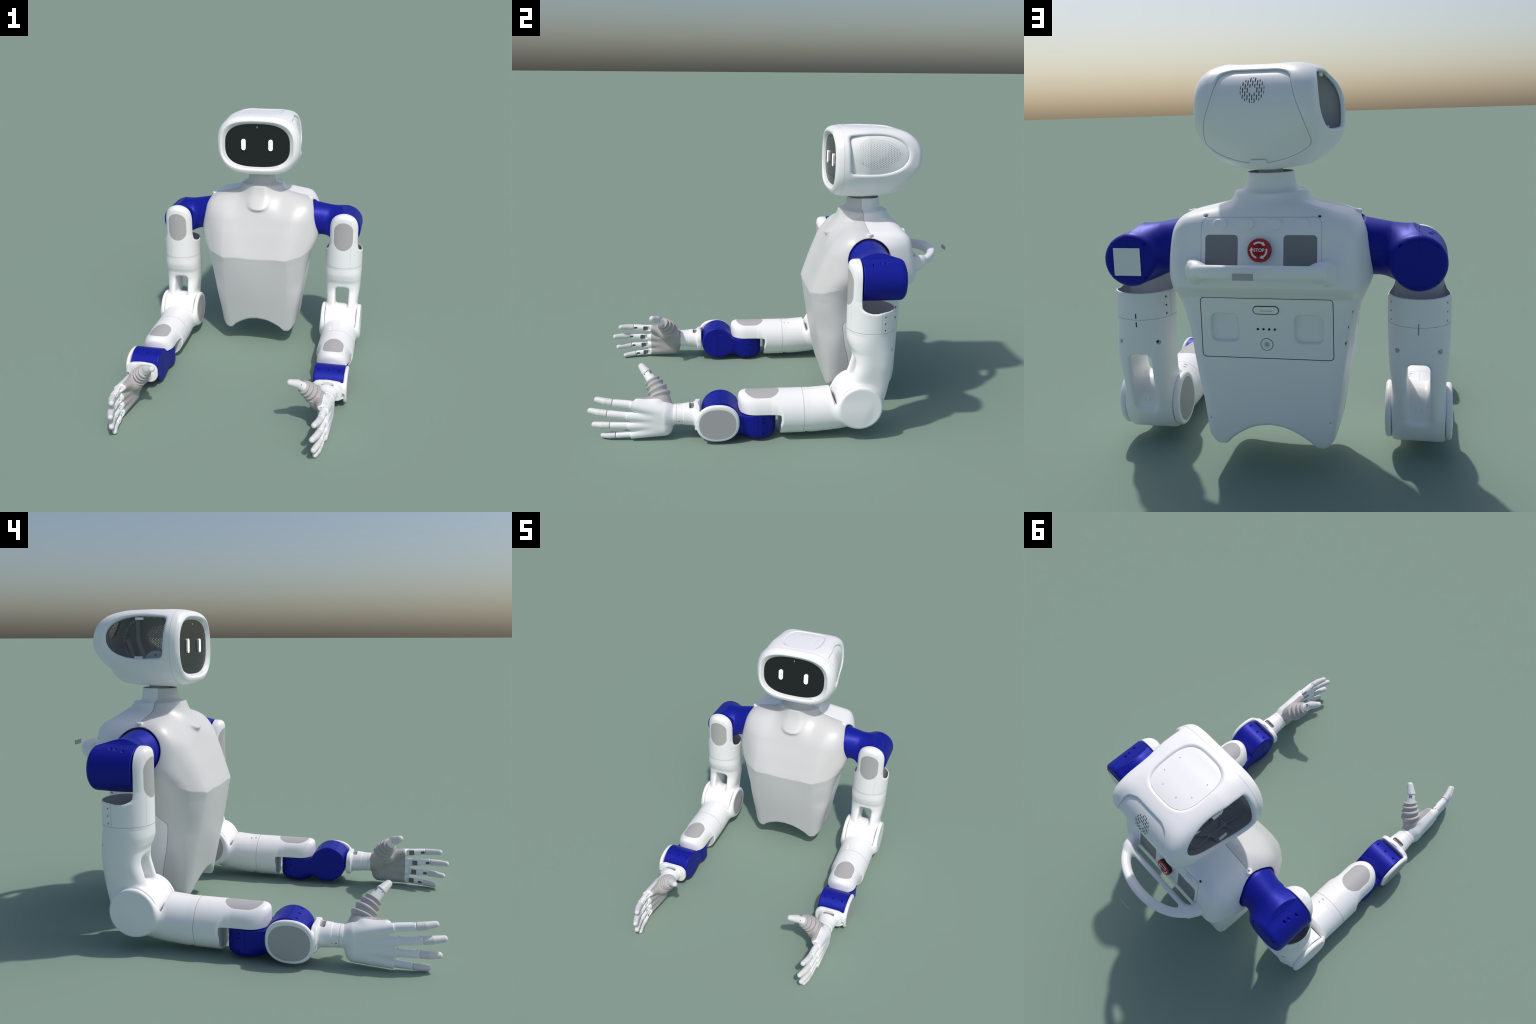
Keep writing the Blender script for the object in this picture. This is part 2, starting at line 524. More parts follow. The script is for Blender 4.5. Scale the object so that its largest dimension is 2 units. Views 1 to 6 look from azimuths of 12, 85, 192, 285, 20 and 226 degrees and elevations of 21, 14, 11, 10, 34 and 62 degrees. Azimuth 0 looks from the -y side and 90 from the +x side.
bpy.data.objects.remove(torso)
door_in, rest, door_strip = groove(rear, door, 0.0028, 0.005, 0)
serv_in, rest, serv_strip = groove(rest, service, 0.0012, 0.002)
films, serv_in = split(serv_in, film(serv_in.V))
torso = add("torso", rest + serv_strip + strip.mat(0), WHITE)
add("chest_shell", front, PEARL, torso)
add("battery_door", door_in, WHITE, torso)
add("door_dark_strip", door_strip, DARK, torso)  # near-black strip under the open seam, gap shade given as colour
add("service_panel", serv_in, WHITE, torso)
add("label_film", films, SCREEN, torso)
nf, nr = split(neck_up, neck_up.V[:, 1] - 0.488)
neck = add("neck", nr, WHITE)
add("neck_front_cover", nf, PEARL, neck)
add("neck_post", lathe([(0.0, 1.125), (0.047, 1.125), (0.047, 1.19), (0, 1.19)], np.array([0, 0.511, 0.0]), (0, 0, 1)), INSIDE, neck)

# socket rings
both("socket_ring", lathe([(0.085, 0.30), (0.1138, 0.30), (0.1138, 0.340), (0.085, 0.340)], np.array([0, SOCKET[1], SOCKET[2]]), (1, 0, 0)), DARK, (torso, torso))

# shoulder bolts
B0 = np.array([0.325, 0.488, 0.9945])
both("shoulder_bolt", lathe([(0.0, 0.012), (0.0055, 0.012), (0.0055, 0.020), (0.0145, 0.020), (0.0165, 0.018), (0.0165, 0.0)][::-1], B0, (0.12, 0, 1)), WHITE, (torso, torso))


def back_at(x, z):
    return project(torso_base, [[x, 0.70, z]], (0, 1, 0))[0]


def on_back(x, z):
    """Local frame on the back shell: (u to the viewer's left = +x, v up, d outward)."""
    c = back_at(x, z)
    n = grad(torso_base, c[None], 0.004)[0]
    n[0] = 0
    n /= np.linalg.norm(n)
    up = np.cross(n, (1, 0, 0))
    up = up if up[2] > 0 else -up
    return lambda q: c + q[:, :1] * np.array([1.0, 0, 0]) + q[:, 1:2] * up + q[:, 2:] * n


for px in (-0.15, -0.05, 0.05, 0.15):
    add("plug_cover", extrude(rounded(0.027, 0.019, 0.0185), -0.004, 0.010, on_back(px, 0.987), 0.003), WHITE, torso)
plane = on_back(0.0, 0.66)
add("charge_port", extrude(rounded(0.050, 0.0165, 0.016), -0.003, 0.0015, plane), DARK, torso)
add("charge_port_cover", extrude(rounded(0.047, 0.0135, 0.013), -0.003, 0.0035, plane, 0.001), WHITE, torso)
pins = None
for i in range(7):
    s = extrude(rounded(0.0018, 0.0022, 0.0012, (i - 3) * 0.0068, -0.002, 3), 0.0, 0.0042, plane)
    pins = s if pins is None else pins + s
add("charge_contact", pins, BRASS, torso, "stuff")
for i in range(4):
    add("charge_lamp", extrude(rounded(0.0045, 0.0045, 0.0044, 0, 0, 5), -0.002, 0.0012, on_back(0.033 - i * 0.0217, 0.586)), DARK, torso)
ring = on_back(0.0, 0.527)
c0 = ring(np.zeros((1, 3)))[0]
nb = ring(np.array([[0, 0, 1.0]]))[0] - c0
add("power_button_dark_ring", lathe([(0.0242, -0.003), (0.0242, 0.0008), (0.0226, 0.0008), (0.0226, -0.003)], c0, nb), DARK, torso)  # flat near-black ring laid on the surface in place of a gap
add("power_button", lathe([(0.0222, -0.003), (0.0222, 0.0012), (0.0212, 0.002), (0.0, 0.002)], c0, nb), WHITE, torso)
add("power_symbol", lathe([(0.0095, 0.0), (0.0095, 0.0024), (0.0085, 0.0024), (0.0085, 0.0)], c0, nb, 32), INSIDE, torso)

def hole_dark_plug(f, P, r, parents, n=None, depth=0.004):
    P = np.asarray(P, float)
    g = grad(f, P[None], 0.004)[0]
    g /= np.linalg.norm(g)
    c = P - g * f(P[None])[0]
    both("hole_dark_plug", lathe([(r, -depth - 0.0012), (r, -depth), (0, -depth)], c, g if n is None else n, 20), DARK, parents)  # dark disc added at the dent's bottom to make it look deeper


for q in ((0.211, 0.690, 1.019), (0.325, 0.654, 0.655), (0.310, 0.654, 0.595), (0.298, 0.655, 0.533), (0.237, 0.679, 0.22)):
    hole_dark_plug(torso_base, q, 0.0068, (torso, torso), depth=0.0055)

# emergency stop
sf = on_back(0.0, 0.896)
c1 = sf(np.zeros((1, 3)))[0]
n1 = sf(np.array([[0, 0, 1.0]]))[0] - c1
stop = add("stop_button", lathe([(0.040, -0.01), (0.040, 0.004), (0.0425, 0.006), (0.0425, 0.020), (0.0, 0.020)], c1, n1), DARK, torso)
TOPD = 0.0245
add("stop_cap", lathe([(0.0425, 0.020), (0.0425, TOPD - 0.002), (0.041, TOPD), (0.0, TOPD)], c1, n1), RED, stop)
for k in range(3):
    a0 = math.radians(62 + 120 * k)
    r = 0.028
    V, T = [], []
    steps = 14
    for i in range(steps + 1):
        a = a0 + math.radians(70) * i / steps
        for rr in (r - 0.0032, r + 0.0032):
            V.append((rr * math.cos(a), rr * math.sin(a), TOPD + 0.0009))
    for i in range(steps):
        T += [(2 * i, 2 * i + 1, 2 * i + 3), (2 * i, 2 * i + 3, 2 * i + 2)]
    ah, at = a0, a0 - math.radians(27)
    b = len(V)
    V += [((r - 0.0075) * math.cos(ah), (r - 0.0075) * math.sin(ah), TOPD + 0.0009),
          ((r + 0.0075) * math.cos(ah), (r + 0.0075) * math.sin(ah), TOPD + 0.0009),
          (r * math.cos(at), r * math.sin(at), TOPD + 0.0009)]
    T += [(b, b + 2, b + 1)]
    P = sf(np.array(V) * (-1, 1, 1))
    T = np.array(T)
    fn = np.cross(P[T[0, 1]] - P[T[0, 0]], P[T[0, 2]] - P[T[0, 0]])
    T[:-1] = T[:-1] if fn @ n1 > 0 else T[:-1, ::-1]
    fn = np.cross(P[T[-1, 1]] - P[T[-1, 0]], P[T[-1, 2]] - P[T[-1, 0]])
    T[-1] = T[-1] if fn @ n1 > 0 else T[-1, ::-1]
    S = Shape(P, np.tile(n1, (len(P), 1)), T)
    add("arrow_mark", S, MARK, stop)
word = bpy.data.curves.new("stop_word", "FONT")
word.body, word.size, word.align_x, word.align_y, word.extrude = "STOP", 0.0165, "CENTER", "CENTER", 0.0004
word.offset = 0.0004
wo = bpy.data.objects.new("stop_word", word)
bpy.context.scene.collection.objects.link(wo)
bpy.context.view_layer.update()
me = bpy.data.meshes.new_from_object(wo.evaluated_get(bpy.context.evaluated_depsgraph_get()))
upv = sf(np.array([[0, 1.0, 0]]))[0] - c1
me.transform(Matrix.Translation(c1 + n1 * (TOPD + 0.0006)) @ Matrix((( -1, upv[0], n1[0]), (0, upv[1], n1[1]), (0, upv[2], n1[2]))).to_4x4())
me.materials.append(MARK)
bpy.data.objects.remove(wo)
wo = bpy.data.objects.new("stop_word", me)
bpy.context.scene.collection.objects.link(wo)
wo.parent = stop

# carrying handle: a D-shaped ring with an inner cross bar
def handle_field(p):
    x, y, z = np.abs(p[:, 0]), p[:, 1], p[:, 2]
    arc = polar([(0.0, 0.907), (0.08, 0.899), (0.15, 0.874), (0.195, 0.843), (0.226, 0.806), (0.243, 0.773), (0.25, 0.73),
                 (0.25, 0.60), (0.12, 0.52), (0.0, 0.5), (-0.12, 0.52), (-0.25, 0.60), (-0.25, 0.73), (-0.243, 0.773),
                 (-0.226, 0.806), (-0.195, 0.843), (-0.15, 0.874), (-0.08, 0.899)], (0.0, 0.70))
    zc = np.interp(y, [0.72, 0.78, 0.92], [0.806, 0.826, 0.855])
    hz = np.interp(y, [0.70, 0.76, 0.83], [0.075, 0.046, 0.0255])
    wid = 0.0235 + 0.10 * np.maximum(0.82 - y, 0)
    u, v = np.abs(arc(x, y)), np.abs(z - zc)
    f = (np.sqrt((u / wid) ** 2.6 + (v / hz) ** 2.6) ** (2 / 2.6) - 1) * 0.022
    bar = (np.sqrt(((y - 0.797) / 0.013) ** 2 + ((z - 0.832) / 0.018) ** 2) - 1) * 0.013
    bar = np.maximum(bar, x - 0.24)
    f = smin(f, bar, 0.03)
    return np.maximum(f, 0.70 - y)


hnd = mesh_field(handle_field, (-0.31, 0.69, 0.70), (0.31, 0.97, 0.91), 0.004)
handle = add("handle", hnd, WHITE, torso)
add("handle_label", extrude(rounded(0.035, 0.0115, 0.0005, 0, 0, 2), 0.9985, 1.0, lambda q: np.column_stack([q[:, 0], q[:, 2], q[:, 1] + 0.8585])), PAD, handle)

# ================================================================== HEAD
side_outline = polar([(0.294, 1.37), (0.297, 1.47), (0.304, 1.52), (0.322, 1.548), (0.36, 1.562), (0.43, 1.5655), (0.52, 1.5655), (0.60, 1.561),
                      (0.66, 1.550), (0.727, 1.523), (0.770, 1.476), (0.791, 1.40), (0.784, 1.345), (0.768, 1.290), (0.742, 1.243), (0.717, 1.211),
                      (0.686, 1.187), (0.64, 1.175), (0.5, 1.169), (0.40, 1.169), (0.345, 1.177), (0.313, 1.20), (0.299, 1.25)], (0.53, 1.37))
head_w = curve([0.25, 0.305, 0.33, 0.36, 0.41, 0.46, 0.52, 0.60, 0.70, 0.76, 0.80, 0.86],
               [0.225, 0.240, 0.258, 0.269, 0.275, 0.271, 0.261, 0.247, 0.230, 0.215, 0.20, 0.17])


def head_outer(p):
    x, y, z = np.abs(p[:, 0]), p[:, 1], p[:, 2]
    a = head_w(y)
    dz = z - 1.367
    n = np.where(dz > 0, np.interp(y, [0.32, 0.48], [2.5, 2.75]), np.interp(y, [0.40, 0.60], [2.4, 2.15]))
    b = np.where(dz > 0, np.interp(y, [0.32, 0.48], [0.200, 0.212]), np.interp(y, [0.32, 0.48, 0.68], [0.193, 0.205, 0.199]))
    sec = (((x / a) ** n + (np.abs(dz) / b) ** n) ** (1 / n) - 1) * 0.21
    jaw = np.clip((1.36 - z) / 0.1, 0, 1) * np.clip((y - 0.56) / 0.1, 0, 1)
    f = smax(sec, side_outline(y, z) + 1.3 * jaw * x * x, 0.03)
    return f


def win_side(p):
    y, z = p[:, 1], p[:, 2]
    return side_window(y, z)


def side_window(y, z):
    a = np.where(y > 0.52, 0.187, 0.30)
    e = ((np.abs(y - 0.52) / a) ** 2.2 + (np.abs(z - 1.4195) / 0.1015) ** 2.2) ** (1 / 2.2) - 1
    return smax(e * 0.11, 0.389 + 0.05 * (1.42 - z) - y, 0.022)


def win_top(p):
    x, y = p[:, 0], p[:, 1]
    q = 3.2
    return ((np.abs(x / 0.124) ** q + np.abs((y - 0.520) / 0.135) ** q) ** (1 / q) - 1) * 0.124


back_half = curve([1.15, 1.20, 1.215, 1.24, 1.28, 1.34, 1.42, 1.48, 1.515, 1.53, 1.56],
                  [0.02, 0.06, 0.11, 0.165, 0.190, 0.178, 0.150, 0.132, 0.118, 0.09, -0.08])


def win_back(p):
    x, z = np.abs(p[:, 0]), p[:, 2]
    s = smax((x - back_half(z)) * 0.9, z - 1.524, 0.03)
    s = smax(s, 1.206 + 1.6 * x * x - z, 0.02)
    return np.where(p[:, 1] > 0.60, s, np.maximum(s, 0.60 - p[:, 1] + s))


def recess(f, base, s, d, k):
    """Sink the surface by d inside the outline s, with a soft outer edge."""
    return smax(f, -smax(s, -(base + d), 0.004), k)


def head_field(p):
    base = head_outer(p)
    x, y, z = p[:, 0], p[:, 1], p[:, 2]
    f = base
    f = recess(f, base, np.maximum(win_top(p) , 1.50 - z), 0.0065, 0.014)
    sw = win_side(p)
    f = recess(f, base, np.maximum(sw, 0.12 - x), 0.009 + 0.011 * np.clip((0.49 - y) / 0.10, 0, 1), 0.020)
    f = recess(f, base, np.maximum(sw, x + 0.12), 0.009, 0.020)
    wb = np.maximum(win_back(p), 0.60 - y)
    f = recess(f, base, wb, 0.0035 + 0.0055 * np.clip((z - 1.44) / 0.08, 0, 1), 0.010)
    # visor frame: flat rim and a bevel down to the screen
    rim = screen_outline(p)
    f = smax(f, 0.302 - y, 0.016)
    f = smax(f, -np.maximum(rim - 0.0255 + 1.10 * (y - 0.302), y - 0.345), 0.003)
    # hollow inside, opened where the side cover is missing
    inner = np.maximum(base + np.where(x > 0.14, 0.029, 0.0155), 0.350 - y)
    f = np.maximum(f, -inner)
    f = smax(f, -np.maximum(sw + 0.001, x + 0.15), 0.006)
    # neck hole in the floor
    f = np.maximum(f, -np.maximum(rrect(x, y - 0.505, 0.088, 0.105, 0.04), z - 1.25))
    return f


def screen_outline(p):
    x, z = np.abs(p[:, 0]), p[:, 2] - 1.3725
    return ((np.abs(x / 0.2095) ** 2.75 + np.abs(z / 0.1375) ** 2.75) ** (1 / 2.75) - 1) * 0.15


def grille_edge(V):
    return polar([(0.443, 1.42), (0.440, 1.47), (0.455, 1.487), (0.52, 1.498), (0.59, 1.488), (0.64, 1.463), (0.668, 1.425), (0.66, 1.40),
                  (0.62, 1.362), (0.56, 1.345), (0.50, 1.345), (0.455, 1.357), (0.441, 1.37)], (0.54, 1.42))(V[:, 1], V[:, 2])


skull = mesh_field(head_field, (-0.30, 0.28, 1.15), (0.30, 0.83, 1.59), 0.0036)
base_d = head_outer(skull.V)
outer = base_d > np.where(skull.V[:, 0] > 0.14, -0.0245, -0.0128)
inside = skull.take(~outer[skull.T].any(1))
shell = skull.take(outer[skull.T].any(1))
top_in, shell, top_strip = groove(shell, lambda V: np.where(V[:, 2] > 1.50, win_top(V) + 0.001, 0.1), 0.0014, 0.003)
back_in, shell, back_strip = groove(shell, lambda V: np.where(V[:, 1] > 0.62, win_back(V), 0.1), 0.0015, 0.003)
side_in, shell, side_strip = groove(shell, lambda V: np.where(V[:, 0] > 0.14, win_side(V), 0.1), 0.0014, 0.003)
rim_lo, shell, rim_strip = groove(shell, lambda V: V[:, 1] - 0.352, 0.0009, 0.0015)
head = add("head", shell + top_strip + back_strip + side_strip + rim_strip, WHITE)
add("visor_frame", rim_lo, WHITE, head)
_, inside = split(inside, np.where(inside.V[:, 0] > 0.14, grille_edge(inside.V) + 0.004, 0.1))
_, inside = split(inside, np.where(inside.V[:, 1] > 0.70, np.hypot(inside.V[:, 0], inside.V[:, 2] - 1.457) - 0.046, 0.1))
add("head_lining", inside, INSIDE, head)
add("top_cover", top_in, WHITE, head)

# speaker grilles: real holes
def hex_holes(V):
    a = 0.0098
    u, v = V[:, 1] - 0.54, V[:, 2] - 1.42
    best = np.full(len(V), 9.0)
    for ou, ov in ((0, 0), (a * 0.8660254, a / 2)):
        du = u - ou - np.round((u - ou) / (a * 1.7320508)) * a * 1.7320508
        dv = v - ov - np.round((v - ov) / a) * a
        best = np.minimum(best, np.hypot(du, dv))
    return np.maximum(best - 0.0021, grille_edge(V) + 0.006)


mesh_in, frame_in = split(side_in, grille_edge(side_in.V))
gr_lo, gr_hi, gr_strip = groove(side_in, grille_edge, 0.0008, 0.0012)
fine = refine(gr_lo, 1)
_, fine = split(fine, hex_holes(fine.V))
side_cover = add("side_cover", gr_hi + gr_strip, WHITE, head)
add("speaker_mesh", fine, WHITE, side_cover)


def slot_holes(V):
    x, z = V[:, 0], V[:, 2] - 1.457
    col = np.round(x / 0.0083)
    du = x - col * 0.0083
    shift = np.where(col % 2 == 0, 0.0, 0.012)
    row = np.round((z - shift) / 0.024)
    dv = np.maximum(np.abs(z - shift - row * 0.024) - 0.0072, 0)
    s = np.hypot(du, dv) - 0.0020
    R = np.hypot(x, V[:, 2] - 1.457)
    s = np.maximum(s, R - 0.043)
    return np.maximum(s, 0.012 - R)


near, far = split(back_in, np.hypot(back_in.V[:, 0], back_in.V[:, 2] - 1.457) - 0.055)
near = refine(near, 2)
_, near = split(near, slot_holes(near.V))
rear_cover = add("rear_cover", far, WHITE, head)
add("speaker_slots", near, WHITE, rear_cover)
add("release_latch", extrude(rounded(0.030, 0.010, 0.004, 0, 0, 4), 0.0, 0.004, lambda q: project(head_outer, np.array([[0, 0.71, 1.216]]), (0, 0.8, -0.6))[0]
    + q[:, :1] * np.array([1.0, 0, 0]) + q[:, 1:2] * np.array([0, 0.64, 0.77]) + q[:, 2:] * np.array([0, 0.77, -0.64]), 0.001), WHITE, head)

# screws in the top cover
tops = [(sx * a, 0.520 + sy * b) for a, b in ((0.042, 0.088), (0.088, 0.042)) for sx in (1, -1) for sy in (1, -1)]
for tx, ty in tops:
    c = project(head_field, [[tx, ty, 1.548]], (0, 0, 1), 0.02)[0]
    add("cover_screw", lathe([(0.0022, -0.002), (0.0022, 0.0008), (0.0, 0.0008)], c, (0, 0, 1), 16), JOINT, head)

# screen and eyes
def screen_plate():
    th = np.linspace(0, 2 * np.pi, 128, endpoint=False)
    c, s = np.cos(th), np.sin(th)
    q = 2 / 2.75
    return np.column_stack([0.214 * np.sign(c) * np.abs(c) ** q, 0.142 * np.sign(s) * np.abs(s) ** q])


face_at = lambda q: np.column_stack([q[:, 0], 0.326 - q[:, 2], q[:, 1] + 1.3725])
screen = add("face_screen", extrude(screen_plate(), -0.008, 0.0, face_at), BLACK, head)
for ex in (-0.0868, 0.0868):
    eye = extrude(rounded(0.0135, 0.0352, 0.0134, ex, 0.006), 0.0, 0.009, face_at)
    eye.M = (eye.N[:, 1][eye.T[:, 0]] < -0.9).astype(int)
    add("eye", eye, [MARK, LIGHT], screen)
for sz in (0.1125, 0.1185):
    add("camera_dot", extrude(rounded(0.0026, 0.0018, 0.0015, 0, sz - 0.0, 4), 0.0, 0.001, face_at), INSIDE, screen)
add("screen_line", extrude(rounded(0.155, 0.0006, 0.0004, 0, -0.088, 2), 0.0, 0.0006, face_at), DARK, screen)

# inside the head: floor ribs, screw posts, motor plate, brackets
ribs = None
def bar(a, b, wdt, hgt):
    a, b = np.asarray(a, float), np.asarray(b, float)
    d = (b - a) / np.linalg.norm(b - a)
    up = np.array([0, 0, 1.0]) if abs(d[2]) < 0.9 else np.array([1.0, 0, 0])
    sd = np.cross(d, up)
    sd /= np.linalg.norm(sd)
    up = np.cross(sd, d)
    L = np.linalg.norm(b - a)
    return extrude(np.array([(-wdt, -hgt), (wdt, -hgt), (wdt, hgt), (-wdt, hgt)]), 0, L, lambda q: a + q[:, :1] * sd + q[:, 1:2] * up + q[:, 2:] * d)


posts = [(-0.15, 0.470, 1.225), (-0.15, 0.547, 1.227)]
for p0 in posts:
    add("screw_post", lathe([(0.011, -0.02), (0.011, 0.012), (0.006, 0.012), (0.005, 0.0)], np.array(p0), (0, 0, 1), 32), INSIDE, head)
for a, b in (((-0.17, 0.385, 1.235), posts[0]), (posts[0], posts[1]), (posts[1], (-0.155, 0.63, 1.235)), (posts[0], (-0.095, 0.45, 1.205)),
             (posts[1], (-0.095, 0.60, 1.210)), ((-0.205, 0.55, 1.258), posts[1]), ((-0.21, 0.46, 1.255), posts[0]),
             ((-0.16, 0.64, 1.245), (0.10, 0.64, 1.215))):
    s = bar(a, b, 0.0018, 0.009)
    ribs = s if ribs is None else ribs + s
for bx in (0.11,):
    ribs = ribs + bar((bx, 0.600, 1.20), (bx, 0.672, 1.41), 0.010, 0.010) + bar((bx, 0.672, 1.41), (bx, 0.672, 1.54), 0.010, 0.008)
    ribs = ribs + bar((bx, 0.668, 1.235), (bx, 0.735, 1.41), 0.010, 0.007)
add("inner_frame", ribs, INSIDE, head)
motor = add("neck_motor", lathe([(0.0, -0.085), (0.058, -0.085), (0.070, -0.079), (0.075, -0.071), (0.075, 0.046), (0.070, 0.054), (0.0, 0.060)], np.array([0, 0.497, 1.280]), (1, 0, 0)), INSIDE, head)
for k in range(6):
    a = math.radians(60 * k + 30)
    add("motor_screw", lathe([(0.0045, -0.003), (0.0045, 0.0012), (0, 0.0012)], np.array([-0.0845, 0.497 + 0.052 * math.cos(a), 1.280 + 0.052 * math.sin(a)]), (-1, 0, 0), 16), JOINT, motor)
add("neck_dome", lathe([(0.0, 1.155), (0.025, 1.157), (0.038, 1.164), (0.044, 1.176)], np.array([0, 0.525, 0.0]), (0, 0, 1)), WHITE, head)
add("neck_yoke", lathe([(0.046, 1.18), (0.046, 1.235), (0, 1.235)], np.array([0, 0.511, 0.0]), (0, 0, 1)), INSIDE, head)
for cz, cy, cx in ((1.511, 0.53, 0.200), (1.322, 0.53, 0.222)):
    add("cover_clip", extrude(rounded(0.021, 0.006, 0.001, 0, 0, 2), -0.004, 0.004, lambda q: np.column_stack([-cx - q[:, 2], cy + q[:, 0], cz + q[:, 1]])), WHITE, head)

# ================================================================== ARMS (built for +x, mirrored for -x)
CX = 0.558
# --- shoulder joint, blue
def shoulder_field(p):
    x, y, z = p[:, 0], p[:, 1], p[:, 2]
    drum = cyl(x - CX, z - 0.827, y, 0.1055, 0.397, 0.622, 0.004)
    drum = smax(drum, cyl(x - CX, z - 0.827, y, 0.1065, 0.30, 0.622, 0.035), 0.004)
    t = np.clip((x - 0.36) / (0.52 - 0.36), 0, 1)
    cy, cz = 0.482 + 0.006 * t, 0.872 - 0.014 * t
    rz = np.interp(t, [0, 0.35, 0.7, 1], [0.1105, 0.105, 0.100, 0.095])
    ry = np.interp(t, [0, 0.35, 0.6, 1], [0.1090, 0.098, 0.0885, 0.088])
    tube = np.maximum((np.sqrt(((y - cy) / ry) ** 2 + ((z - cz) / rz) ** 2) - 1) * ry, slab(x, 0.34, 0.53))
    f = smin(drum, tube, 0.065)
    f = smax(f, y - 0.6222, 0.012)
    f = np.maximum(f, 0.397 - y - 0.6 * np.maximum(0.47 - x, 0))
    for sx, sy, sz in ((0.614, 0.452, 0.922), (0.604, 0.492, 0.930), (0.601, 0.517, 0.929)):
        q = np.sqrt(((x - sx) / 0.012) ** 2 + ((y - sy) / 0.0080) ** 2 + ((z - sz) / 0.016) ** 2)
        f = smax(f, -(q - 1) * 0.008, 0.001)
    for sx in (-0.067, 0.067):
        for sz in (-0.0675, 0.0675):
            f = np.maximum(f, -(np.linalg.norm(np.stack([x - CX - sx, y - 0.614, z - 0.827 - sz], 1), axis=1) - 0.0065))
    return f


sh = mesh_field(shoulder_field, (0.33, 0.36, 0.70), (0.68, 0.64, 1.01), 0.003)
lo, hi, st = groove(sh, lambda V: np.where(V[:, 2] > 0.87, V[:, 0] - CX, 0.3), 0.0011, 0.002)
shoulders = both("shoulder", lo + hi + st, BLUE)
add("white_label", extrude(rounded(0.0548, 0.0548, 0.001, CX + 0.003, 0.825, 2), 0.6215, 0.6232, lambda q: np.column_stack([q[:, 0], q[:, 2], q[:, 1]])), MARK, shoulders[0])


def plate_arm(u, v, t, hole, c_tip, t_cut, v_plate, half=0.101, r=0.1215):
    """Tube with a cut-away end that leaves a round-tipped tongue on one side.
    u across, v from the axis (tongue at negative v), t along towards the tip."""
    rad = np.hypot(u, v)
    width = np.interp(t, [t_cut - 0.03, t_cut - 0.018, t_cut - 0.006, t_cut + 0.006, t_cut + 0.018], [r + 0.02, r + 0.004, r - 0.005, half + 0.004, half])
    tip = np.where(t > c_tip, np.hypot(u, t - c_tip) - half, np.abs(u) - width)
    tongue = blend(rad - r, tip, np.interp(t, [t_cut - 0.01, t_cut + 0.05], [0.002, 0.035]))
    # cut away everything behind the tongue, with a round inner corner
    notch = smax(v_plate - v, t_cut - t, 0.085)
    f = smax(tongue, -notch, 0.005)
    core = smax(rad - (r - 0.0075), hole - t, 0.006)
    core = smax(core, np.where(t > t_cut - 0.05, v_plate - 0.002 - v, -1.0), 0.004)
    return smax(f, -core, 0.003)


def blend(a, b, k):
    """Smooth maximum whose rounding varies from point to point."""
    h = np.maximum(k - np.abs(a - b), 0.0) / k
    return np.maximum(a, b) + h * h * k * 0.25


# --- upper arm
UY = 0.4555
ua_front = curve([0.0, 0.30, 0.345, 0.405, 0.45, 0.49, 0.53, 0.60, 1.0], [0.33, 0.345, 0.358, 0.372, 0.367, 0.348, 0.3365, 0.334, 0.334])
ua_back = curve([0.0, 0.08, 0.13, 0.186, 0.23, 0.338, 0.466, 0.577, 1.0], [0.45, 0.475, 0.503, 0.530, 0.544, 0.565, 0.576, 0.577, 0.577])
ua_half = curve([0.0, 0.20, 0.285, 0.41, 0.577, 1.0], [0.099, 0.100, 0.102, 0.114, 0.1215, 0.1215])
EY, EZ, ER = 0.397, 0.182, 0.1145


def upper_arm_field(p):
    u, y, z = p[:, 0] - CX, p[:, 1], p[:, 2]
    upper = plate_arm(u, y - UY, z, 0.50, 0.835, 0.687, 0.393 - UY)
    upper = np.maximum(upper, 0.577 - z)
    yf, yb, hx = ua_front(z), ua_back(z), ua_half(z)
    yc, hy = (yf + yb) / 2, (yb - yf) / 2
    n = np.interp(z, [0.20, 0.40, 0.56], [4.0, 3.0, 2.0])
    low = ((np.abs(u / hx) ** n + np.abs((y - yc) / hy) ** n) ** (1 / n) - 1) * hx * 0.9
    low = smax(low, -np.maximum(low + 0.0085, 0.49 - z), 0.003)
    low = np.maximum(low, z - 0.5775)
    low = smax(low, np.hypot(y - 0.409, z - 0.187) - 0.122 - 10 * np.maximum(z - 0.187, 0), 0.01)
    win = rrect(u, z - 0.295, 0.0440, 0.130, 0.024)
    low = smax(low, -win, 0.022)
    hub = cyl(y - EY, z - EZ, u, ER, -0.1015, 0.1015, 0.004)
    f = smin(low, hub, 0.022)
    f = np.minimum(f, upper)
    for bx in (-0.0768, 0.0768):
        f = smax(f, -(np.linalg.norm(np.stack([u - bx, y - 0.551, z - 0.4805], 1), axis=1) - 0.0105), 0.002)
    for bx in (-0.109, 0.109):
        for bz in (0.591, 0.626, 0.661):
            q = np.sqrt(((u - bx) / 0.006) ** 2 + ((y - 0.513) / 0.008) ** 2 + ((z - bz) / 0.0065) ** 2)
            f = smax(f, -(q - 1) * 0.006, 0.001)
    for bx in (-0.011, 0.011):
        q = np.sqrt(((u - bx) / 0.0065) ** 2 + ((y - 0.512) / 0.012) ** 2 + ((z - 0.225) / 0.024) ** 2)
        f = smax(f, -(q - 1) * 0.0065, 0.002)
    q = np.linalg.norm(np.stack([(u - 0.043) / 1.0, y - 0.535, (z - 0.178)], 1), axis=1)
    return smax(f, -(q - 0.010), 0.002)


